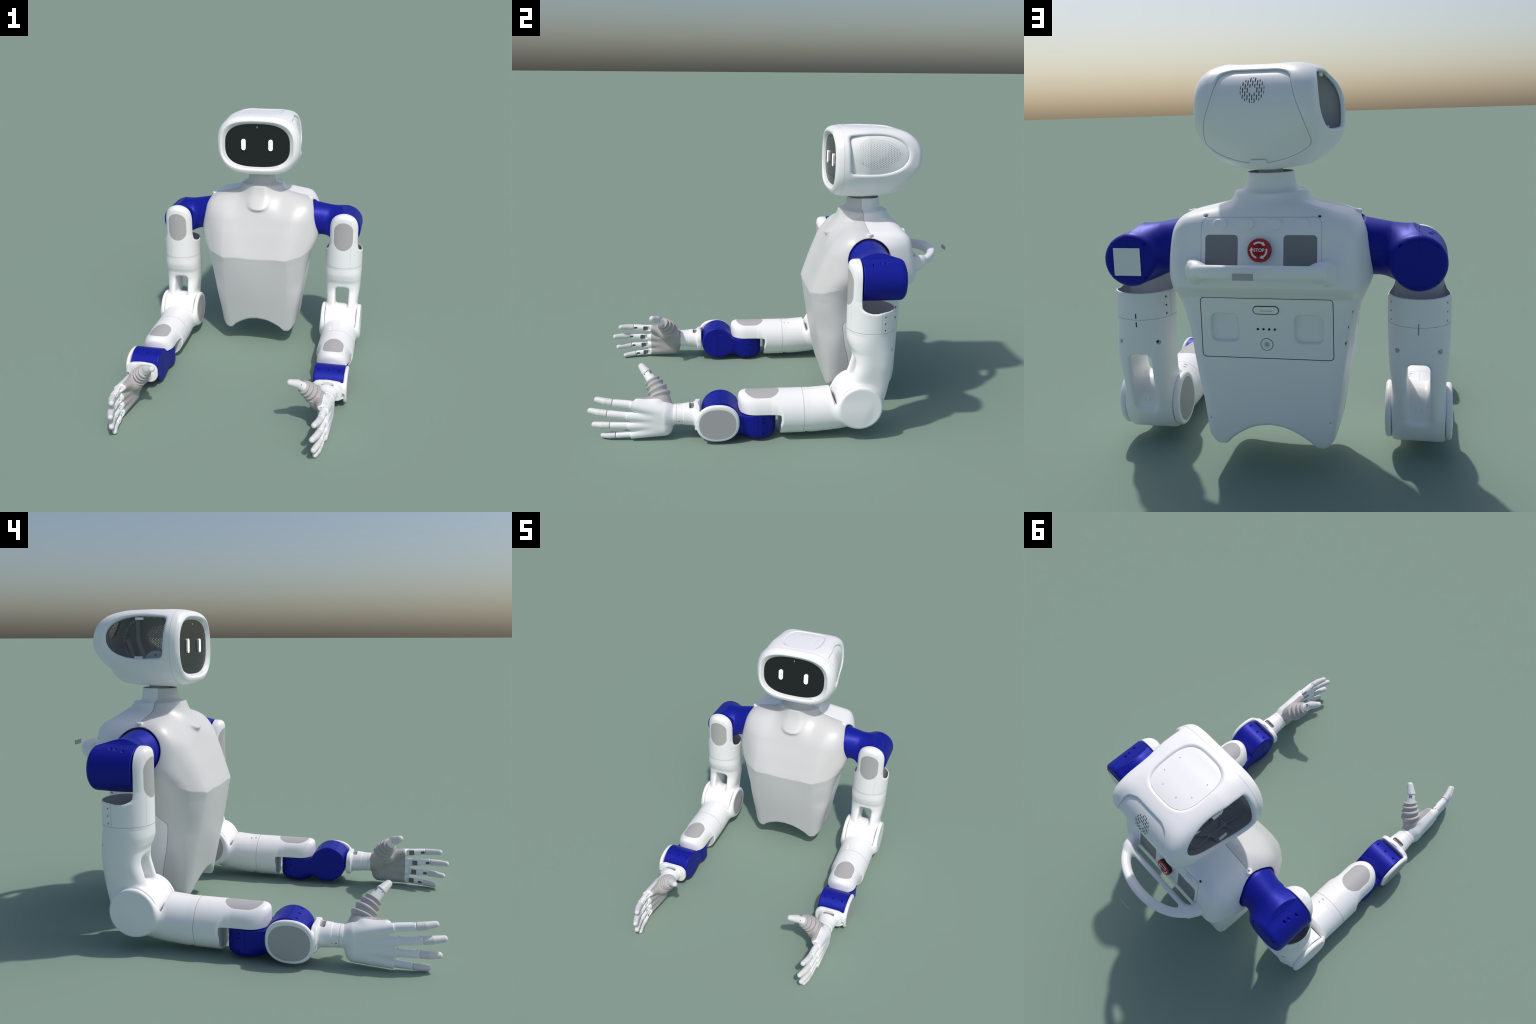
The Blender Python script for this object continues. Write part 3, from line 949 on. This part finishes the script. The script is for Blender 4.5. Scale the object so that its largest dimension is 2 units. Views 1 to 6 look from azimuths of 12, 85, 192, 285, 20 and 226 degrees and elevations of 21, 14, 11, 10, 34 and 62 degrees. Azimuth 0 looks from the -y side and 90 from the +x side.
ua = mesh_field(upper_arm_field, (0.425, 0.26, 0.05), (0.695, 0.60, 0.95), 0.003)
bore = curve([0.40, 0.45, 0.50, 0.60, 1.0], [0.075, 0.078, 0.100, 0.1165, 0.1165])
inner = (np.hypot(ua.V[:, 0] - CX, (ua.V[:, 1] - UY)) < bore(ua.V[:, 2])) & (ua.V[:, 2] > 0.485) & (ua.V[:, 1] > np.where(ua.V[:, 2] > 0.6, 0.394, 0.2))
lining = ua.take(inner[ua.T].all(1))
ua = ua.take(~inner[ua.T].all(1))
cap_s = lambda V: np.where(V[:, 1] < 0.37, rrect(V[:, 0] - CX, V[:, 2] - 0.795, 0.0615, 0.094, 0.0612), 0.5)
pad, ua = split(ua, cap_s(ua.V))
lo, hi, st = groove(ua, lambda V: V[:, 2] - 0.577, 0.0012, 0.0025)
hi, hi2, st2 = groove(hi, lambda V: np.where(np.abs(V[:, 0] - CX) > 0.05, V[:, 1] - 0.489, 0.3), 0.001, 0.002)
upper_arms = both("upper_arm", lo + hi + hi2 + st + st2, WHITE)
both("upper_arm_pad", pad, PAD, upper_arms)
both("upper_arm_lining", lining, INSIDE, upper_arms)
core = lathe([(0.046, 0.480), (0.046, 0.502), (0.040, 0.506), (0.024, 0.506), (0.022, 0.496), (0.0, 0.496)], np.array([CX, UY + 0.01, 0.0]), (0, 0, 1))
for k in range(5):
    a = math.radians(72 * k + 20)
    d = np.array([math.cos(a), math.sin(a), 0.0])
    c = np.array([CX, UY + 0.004, 0.0])
    r0 = extrude(np.array([(-0.002, -0.010), (0.002, -0.010), (0.002, 0.010), (-0.002, 0.010)]), 0.040, 0.090,
                 lambda q: c + q[:, :1] * np.array([-d[1], d[0], 0]) + np.outer(q[:, 1] + 0.494, (0, 0, 1)) + q[:, 2:] * d)
    core = core + r0
both("joint_core", core, INSIDE, upper_arms)
sg = lambda z0, z1: extrude(rounded(0.0022, (z1 - z0) / 2, 0.002, CX + 0.002, (z0 + z1) / 2, 3), 0.5765, 0.5778, lambda q: np.column_stack([q[:, 0], q[:, 2], q[:, 1]]))
add("zero_mark", sg(0.582, 0.604), BLUE, upper_arms[0])
add("zero_mark", sg(0.547, 0.569), BLUE, upper_arms[0])
m2 = extrude(rounded(0.0010, 0.0225, 0.001, CX, 0.571, 3), 0.5765, 0.5780, lambda q: np.column_stack([q[:, 0], q[:, 2], q[:, 1]]))
add("zero_mark", m2.mirrored(), BLUE, upper_arms[1])

arm_skin = lambda p: np.hypot(p[:, 0] - CX, p[:, 1] - UY) - 0.1215
for bx in (-0.0768, 0.0768):
    hole_dark_plug(arm_skin, (CX + bx, 0.551, 0.4805), 0.0062, upper_arms, depth=0.0075)
for bx in (-0.109, 0.109):
    for bz in (0.591, 0.626, 0.661):
        hole_dark_plug(arm_skin, (CX + bx, 0.513, bz), 0.0050, upper_arms, depth=0.0035)

# --- forearm
FZ = 0.1265


def forearm_field(p):
    u, y, z = p[:, 0] - CX, p[:, 1], p[:, 2]
    fore = plate_arm(u, FZ - z, -y, 0.0035, 0.125, 0.008, -(0.143 - FZ), 0.1005, 0.1155)
    zc = FZ + 0.02 * np.clip((y - 0.15) / 0.25, 0, 1)
    tube = np.hypot(u, (z - zc)) - np.interp(y, [0.12, 0.25, 0.42], [0.1155, 0.1150, 0.110])
    tube = smax(tube, np.hypot(y - 0.30, 0) - 0.20, 0.02)
    tube = smax(tube, np.hypot(y - 0.22, (z - 0.20)) - 0.205, 0.03)
    discs = cyl(y - EY, z - EZ, np.abs(u), ER, 0.1035, 0.131, 0.013)
    body = smin(np.maximum(tube, 0.09 - y), discs, 0.05)
    body = np.where(y < 0.10, np.maximum(tube, 0.09 - y), body)
    hubcut = np.maximum(np.hypot(y - EY, z - EZ) - 0.121, np.abs(u) - 0.1035)
    notch = np.maximum(np.maximum(0.256 + 0.25 * np.maximum(0.235 - z, 0) - y, 0.19 - z), np.abs(u) - 0.1035)
    body = smax(body, -np.minimum(hubcut, notch), 0.006)
    body = np.maximum(body, np.where(np.abs(u) < 0.1035, y - EY + 0.02, -1))
    f = np.minimum(body, np.maximum(fore, y - 0.12))
    for sx, sy in ((-0.041, 0.131), (-0.045, 0.158)):
        zz = FZ + 0.107
        q = np.sqrt(((u - sx) / 0.009) ** 2 + ((y - sy) / 0.006) ** 2 + ((z - zz) / 0.010) ** 2)
        f = smax(f, -(q - 1) * 0.006, 0.002)
    return f


fa = mesh_field(forearm_field, (0.415, -0.24, -0.005), (0.70, 0.53, 0.315), 0.003)
inner = (np.hypot(fa.V[:, 0] - CX, fa.V[:, 2] - FZ) < 0.1085) & (fa.V[:, 1] < 0.02) & (fa.V[:, 2] < 0.1425)
lining = fa.take(inner[fa.T].all(1))
fa = fa.take(~inner[fa.T].all(1))
pad, fa = split(fa, np.where(fa.V[:, 2] > 0.17, rrect(fa.V[:, 0] - CX, fa.V[:, 1] + 0.1005, 0.0615, 0.0875, 0.0612), 0.5))
dpad, fa = split(fa, np.where((fa.V[:, 0] < CX - 0.1285), np.sqrt(((fa.V[:, 1] - EY) / 0.97) ** 2 + (fa.V[:, 2] - EZ) ** 2) - 0.094, 0.5))
lo, hi, st = groove(fa, lambda V: V[:, 1] - 0.109, 0.0014, 0.003)
hi, hi2, st2 = groove(hi, lambda V: np.where((V[:, 2] > 0.2) & (V[:, 1] < 0.26), V[:, 0] - CX, 0.3), 0.0008, 0.0015)
forearms = both("forearm", lo + hi + hi2 + st + st2, WHITE)
both("forearm_pad", pad, PAD, forearms)
both("elbow_disc_pad", dpad, PAD, forearms)
both("forearm_lining", lining, INSIDE, forearms)

# --- wrist joint, blue
WY, WZ = -0.317, 0.118


def wrist_field(p):
    u, y, z = p[:, 0] - CX, p[:, 1], p[:, 2]
    back = cyl(u, y + 0.125, z, 0.0965, 0.008, 0.1415, 0.030)
    back = smax(np.hypot(u, y + 0.125) - 0.0965, smax(z - 0.1415, 0.008 - z, 0), 0.0)
    back = np.maximum(back, cyl(u, y + 0.125, z, 0.0967, 0.008, 0.30, 0.032))
    frontd = np.maximum(cyl(y - WY, z - WZ, u, 0.0985, -0.088, 0.20, 0.012), u - 0.0905)
    bridge = np.maximum(rrect(u, z - 0.093, 0.086, 0.056, 0.03), slab(y, -0.32, -0.125))
    f = smin(smin(frontd, bridge, 0.05), back, 0.03)
    f = smax(f, -u - np.interp(y, [-0.24, -0.16], [0.0885, 0.0968]), 0.010)
    f = np.maximum(f, np.abs(u) - 0.0968)
    f = np.maximum(f, 0.0075 - z)
    f = smax(f, z - np.interp(y, [-0.26, -0.238, -0.224, -0.20], [0.40, 0.195, 0.150, 0.1415]), 0.004)
    for sx in (-0.06, 0.0, 0.062):
        q = np.sqrt(((u - sx) / 0.0045) ** 2 + ((y + 0.353) / 0.010) ** 2 + ((z - 0.209) / 0.008) ** 2)
        f = smax(f, -(q - 1) * 0.0045, 0.0015)
    for sz in (0.158 - 0.035, 0.10, 0.04):
        sz = sz
        q = np.sqrt(((np.abs(u) - 0.092) / 0.007) ** 2 + ((y + 0.094) / 0.010) ** 2 + ((z - sz) / 0.0045) ** 2)
        f = smax(f, -(q - 1) * 0.0045, 0.0015)
    return f


wr = mesh_field(wrist_field, (0.45, -0.425, 0.0), (0.665, -0.02, 0.225), 0.0027)
wa, wb, ws = groove(wr, lambda V: V[:, 1] + 0.317, 0.0011, 0.002)
wc, wd, wt = groove(wb, lambda V: V[:, 1] + 0.125, 0.0011, 0.002)
wrists = both("wrist_joint", wa + wc + wd + ws + wt, BLUE)

# --- wrist bracket and cuff, white
HX, HZ = 0.564, 0.125


def bracket_field(p):
    x, y, z = p[:, 0], p[:, 1], p[:, 2]
    st_ = (np.sqrt(np.abs((y + 0.331) / 0.1105) ** 2.3 + np.abs((z - 0.1135) / 0.1005) ** 2.3) ** (2 / 2.3) - 1) * 0.095
    disc = smax(st_, slab(x, 0.6505, 0.674), 0.016)
    web = np.maximum(np.maximum(slab(y, -0.447, -0.421), rrect(x - 0.566, z - 0.120, 0.094, 0.060, 0.045)), 0.0)
    web = smax(slab(y, -0.448, -0.420), rrect(x - 0.566, z - 0.120, 0.096, 0.060, 0.048), 0.008)
    cut = np.hypot(y - WY, z - WZ) - 0.1015
    web = np.maximum(web, -np.maximum(cut, x - 0.652))
    f = smin(disc, web, 0.012)
    t = np.clip((-y - 0.44) / 0.12, 0, 1)
    r = np.interp(t, [0, 0.3, 0.55, 0.56, 1.0], [0.064, 0.060, 0.057, 0.0555, 0.0535])
    cuff = np.maximum(np.hypot(x - HX, (z - HZ) * 1.04) - r, slab(y, -0.557, -0.43))
    f = smin(f, cuff, 0.012)
    # window in the top of the cuff and a cable slot in the disc rim
    f = smax(f, -np.maximum(np.maximum(rrect(x - HX, y + 0.463, 0.036, 0.0125, 0.010), 0.16 - z), -1), 0.002)
    f = smax(f, -np.maximum(rrect(x - 0.655, z - 0.095, 0.0075, 0.020, 0.0074), y + 0.425), 0.002)
    q = np.sqrt(((x - HX - 0.055) / 0.012) ** 2 + ((y + 0.512) / 0.008) ** 2 + ((z - 0.10) / 0.008) ** 2)
    return smax(f, -(q - 1) * 0.008, 0.003)


br = mesh_field(bracket_field, (0.46, -0.57, 0.0), (0.685, -0.21, 0.225), 0.0025)
dp, br = split(br, np.where(br.V[:, 0] > 0.672, (np.sqrt(np.abs((br.V[:, 1] + 0.331) / 0.094) ** 2.3 + np.abs((br.V[:, 2] - 0.1105) / 0.0815) ** 2.3) - 1) * 0.09, 0.5))
lo, hi, st = groove(br, lambda V: V[:, 1] + 0.541, 0.0012, 0.002)
brackets = both("wrist_bracket", lo + hi + st, WHITE)
both("wrist_disc_pad", dp, PAD, brackets)
both("cuff_window", extrude(rounded(0.036, 0.0125, 0.009, HX, -0.463), 0.150, 0.166, lambda q: np.column_stack([q[:, 0], q[:, 1], q[:, 2]])), JOINT, brackets)
for sx, sy, sz, ax in ((0.563, -0.528, 0.176, (0, 0, 1)), (0.616, -0.528, 0.110, (1, 0, -0.2))):
    both("cuff_screw", lathe([(0.003, -0.006), (0.003, 0.0016), (0, 0.0016)], np.array([sx, sy, sz]), ax, 16), JOINT, brackets)

# --- hand
fingers = {  # knuckle, middle joint, tip centre, radii
    "index_finger": ((0.580, -0.772, 0.193), (0.576, -0.860, 0.203), (0.552, -0.944, 0.212), (0.0210, 0.0190, 0.0155)),
    "middle_finger": ((0.580, -0.792, 0.134), (0.576, -0.889, 0.143), (0.547, -0.982, 0.149), (0.0210, 0.0190, 0.0155)),
    "ring_finger": ((0.580, -0.787, 0.080), (0.576, -0.876, 0.080), (0.554, -0.964, 0.075), (0.0200, 0.0185, 0.0152)),
    "little_finger": ((0.578, -0.775, 0.029), (0.573, -0.849, 0.023), (0.557, -0.921, 0.0155), (0.0185, 0.0170, 0.0140)),
}
start = {"index_finger": 0.146, "middle_finger": 0.115, "ring_finger": 0.084, "little_finger": 0.058}


def palm_field(p):
    x, y, z = p[:, 0], p[:, 1], p[:, 2]
    f = None
    for k, (a, b, c, r) in fingers.items():
        g = cone(p, (0.574, -0.607, start[k]), (a[0] + 0.007, a[1] + 0.004, a[2] - 0.001), 0.0440, 0.0212)
        f = g if f is None else smin(f, g, 0.016)
    root = cyl(x - HX, (z - HZ) * 1.04, y, 0.051, -0.60, -0.55, 0.002)
    f = smin(f, root, 0.02)
    mound = cone(p, (0.553, -0.605, 0.140), (0.532, -0.640, 0.172), 0.046, 0.050)
    f = smin(f, mound, 0.03)
    web = cone(p, (0.545, -0.650, 0.175), (0.556, -0.735, 0.197), 0.034, 0.020)
    f = smin(f, web, 0.025)
    f = np.maximum(f, y + 0.556)
    # knuckle sockets
    for k, (a, b, c, r) in fingers.items():
        d = np.asarray(b) - np.asarray(a)
        d = d / np.linalg.norm(d)
        w = p - np.asarray(a)
        side = np.cross(d, (-1.0, 0, 0))
        f = smax(f, -np.maximum(rrect(w @ d, w @ side, 0.014, 0.0145, 0.006), 0.004 + w[:, 0]), 0.002)
        f = smax(f, -np.maximum((p - np.asarray(a)) @ -d + 0.001, np.linalg.norm(p - np.asarray(a), axis=1) - 0.04), 0.002)
    return f


pm = mesh_field(palm_field, (0.46, -0.83, 0.0), (0.65, -0.545, 0.26), 0.0025)


def palm_edge(V):
    x, y, z = V[:, 0], V[:, 1], V[:, 2]
    wave = 0.0 * np.cos((z - 0.205) / 0.058 * 2 * np.pi)
    edge = np.interp(z, [0.0, 0.06, 0.15, 0.19, 0.22], [0.574, 0.556, 0.556, 0.560, 0.566]) + np.interp(-y, [0.66, 0.73], [0.0, 0.020]) * np.clip((0.19 - z) / 0.03, 0, 1)
    return smax(x - edge, -0.752 + wave - y, 0.01)


grip, hand = split(pm, palm_edge(pm.V))
hands = both("hand", hand, WHITE)
both("palm_pad", grip, PALM, hands)


def finger_shape(name):
    a, b, c, r = (np.asarray(q, float) for q in fingers[name])
    d1, d2 = (b - a) / np.linalg.norm(b - a), (c - b) / np.linalg.norm(c - b)
    inward = np.array([-1.0, 0, 0])

    def near(p):
        f = cone(p, a + d1 * 0.002, b - d1 * 0.002, r[0] * 0.97, r[1])
        f = smax(f, (p - b) @ d1 - 0.004, 0.004)
        f = smax(f, -((p - a) @ d1) - 0.006, 0.004)
        # hollow on the gripping side at both joints
        for q, rr, ln in ((a + d1 * 0.012, 0.0142, 0.018), (b - d1 * 0.010, 0.0075, 0.011)):
            w = p - q
            s = rrect(w @ d1, w @ np.cross(d1, inward), ln, rr, 0.005)
            f = smax(f, -np.maximum(s, -(w @ inward) + 0.001), 0.0015)
        return f

    def tipf(p):
        m = (b + c) / 2 + np.array([0.0035, 0, 0])
        f = smin(cone(p, b + d2 * 0.004, m, r[1] * 0.99, r[1] * 0.96), cone(p, m, c, r[1] * 0.96, r[2]), 0.001)
        return smax(f, 0.0065 - (p - b) @ d1, 0.003)

    pts = np.array([a, b, c])
    lo, hi = pts.min(0) - 0.026, pts.max(0) + 0.026
    return mesh_field(near, lo, hi, 0.0018), mesh_field(tipf, lo, hi, 0.0018), a, b, d1


for name in fingers:
    seg, tip, a, b, d1 = finger_shape(name)
    hollow = np.zeros(len(seg.V), bool)
    seg_objs = both(name, seg, WHITE, hands)
    both(name.replace("finger", "fingertip"), tip, TIP, seg_objs)
    r = fingers[name][3]
    for q, rr, s in ((np.asarray(a) + d1 * 0.012, 0.0140, 0.0175), (np.asarray(b) - d1 * 0.010, 0.0075, 0.0105)):
        sd = np.cross(d1, (-1.0, 0, 0))
        both("joint_insert", extrude(rounded(s, rr, 0.004, 0, 0, 4), -0.006, 0.0035, lambda k: q + k[:, :1] * d1 + k[:, 1:2] * sd + k[:, 2:] * np.array([-1.0, 0, 0])), JOINT, seg_objs)
    # hinge pins
    sd = np.cross(d1, (1.0, 0, 0))
    sd = sd if sd[2] > 0 else -sd
    for q, rr in ((np.asarray(a) + d1 * 0.004, r[0] * 0.97), (np.asarray(b) - d1 * 0.002, r[1])):
        both("hinge_pin", lathe([(0.0052, -0.004), (0.0052, 0.0012), (0.0026, 0.0012), (0.0026, -0.001), (0, -0.001)], q + sd * (rr - 0.0006), sd, 20), WHITE, seg_objs)
        both("pin_dark_disc", lathe([(0.0026, -0.002), (0.0026, 0.0014), (0, 0.0014)], q + sd * (rr - 0.0006), sd, 16), JOINT, seg_objs)  # solid dark disc filling the pin, no opening is cut

# --- thumb: bellows sleeve and two-part tip
spine = np.array([(0.548, -0.612, 0.150), (0.528, -0.622, 0.178), (0.508, -0.630, 0.203), (0.487, -0.644, 0.231), (0.467, -0.660, 0.254), (0.450, -0.674, 0.273)])
sx_, sy_, sz_ = (curve(np.linspace(0, 1, len(spine)), spine[:, i]) for i in range(3))


def bellows():
    n, seg = 140, 72
    t = np.linspace(0, 1, n)
    C = np.column_stack([sx_(t), sy_(t), sz_(t)])
    D = np.gradient(C, axis=0)
    D /= np.linalg.norm(D, axis=1, keepdims=True)
    base = np.interp(t, [0, 0.25, 0.45, 0.65, 0.85, 1], [0.058, 0.055, 0.051, 0.045, 0.0385, 0.030])
    # four folds: each swells slowly and steps back sharply
    ph = (t - 0.30) / 0.17
    saw = np.where((t > 0.30) & (t < 0.98), ph % 1.0, 0.2)
    fold = 0.0070 * (np.interp(saw, [0, 0.12, 0.3, 0.62, 0.78, 0.9, 1], [-0.6, -0.6, -0.2, 0.9, 1.0, 0.6, -0.6]))
    e1 = np.cross(D, (0.75, 0.1, 0.6))
    e1 /= np.linalg.norm(e1, axis=1, keepdims=True)
    e2 = np.cross(D, e1)
    th = np.linspace(0, 2 * np.pi, seg, endpoint=False)
    ring = np.cos(th)[None, :, None] * e1[:, None] + 0.93 * np.sin(th)[None, :, None] * e2[:, None]
    V = (C[:, None] + (base + fold)[:, None, None] * ring).reshape(-1, 3)
    i = np.arange(n - 1)[:, None] * seg
    j = np.arange(seg)[None]
    q = [i + j, i + (j + 1) % seg, i + seg + (j + 1) % seg, i + seg + j]
    q = [k.ravel() for k in q]
    T = np.vstack([np.stack([q[0], q[1], q[2]], 1), np.stack([q[0], q[2], q[3]], 1)])
    end = len(V)
    V = np.vstack([V, C[-1:]])
    L = (n - 1) * seg
    T = np.vstack([T, np.stack([L + j[0], L + (j[0] + 1) % seg, np.full(seg, end)], 1)])
    P = V[T]
    fn = np.cross(P[:, 1] - P[:, 0], P[:, 2] - P[:, 0])
    mid = C[np.minimum(T[:, 0] // seg, n - 1)]
    if ((P.mean(1) - mid) * fn).sum() < 0:
        T, fn = T[:, ::-1], -fn
    N = np.zeros_like(V)
    for k in range(3):
        np.add.at(N, T[:, k], fn)
    N /= np.maximum(np.linalg.norm(N, axis=1, keepdims=True), 1e-12)
    return Shape(V, N, T)


thumbs = both("thumb", bellows(), BELLOWS, hands)
TA, TB, TC = np.array([0.462, -0.664, 0.260]), np.array([0.432, -0.697, 0.297]), np.array([0.391, -0.728, 0.321])
td = (TB - TA) / np.linalg.norm(TB - TA)


def thumb_mid(p):
    f = cone(p, TA, TB, 0.0270, 0.0235)
    return smax(f, (p - TB) @ td - 0.004, 0.003)


def thumb_end(p):
    f = cone(p, TB + td * 0.004, TC, 0.0252, 0.0180)
    return smax(f, 0.0055 - (p - TB) @ td, 0.003)


lo = np.minimum(TA, TC) - 0.035
hi = np.maximum(TA, TC) + 0.035
mids = both("thumb_joint", mesh_field(thumb_mid, lo, hi, 0.0018), WHITE, thumbs)
both("thumb_tip", mesh_field(thumb_end, lo, hi, 0.0018), TIP, thumbs)
pn = np.array([0.75, -0.55, 0.25])
pn -= td * (pn @ td)
pn /= np.linalg.norm(pn)
for sgn in (1, -1):
    both("hinge_pin", lathe([(0.0078, -0.004), (0.0078, 0.0015), (0.0045, 0.0015), (0.0045, -0.001), (0, -0.001)], TB + pn * sgn * 0.0222, pn * sgn, 24), WHITE, mids)
    both("pin_dark_disc", lathe([(0.0035, -0.003), (0.0035, 0.0018), (0, 0.0018)], TB + pn * sgn * 0.0222, pn * sgn, 16), JOINT, mids)  # dark plug set into the thumb pin instead of a bored hole
ups = np.cross(td, pn)
ups = ups if ups[2] > 0 else -ups
both("joint_insert", extrude(rounded(0.010, 0.0085, 0.003, 0, 0, 4), 0.012, 0.0242, lambda k: TB - td * 0.010 + k[:, :1] * td + k[:, 1:2] * pn + k[:, 2:] * ups), JOINT, mids)
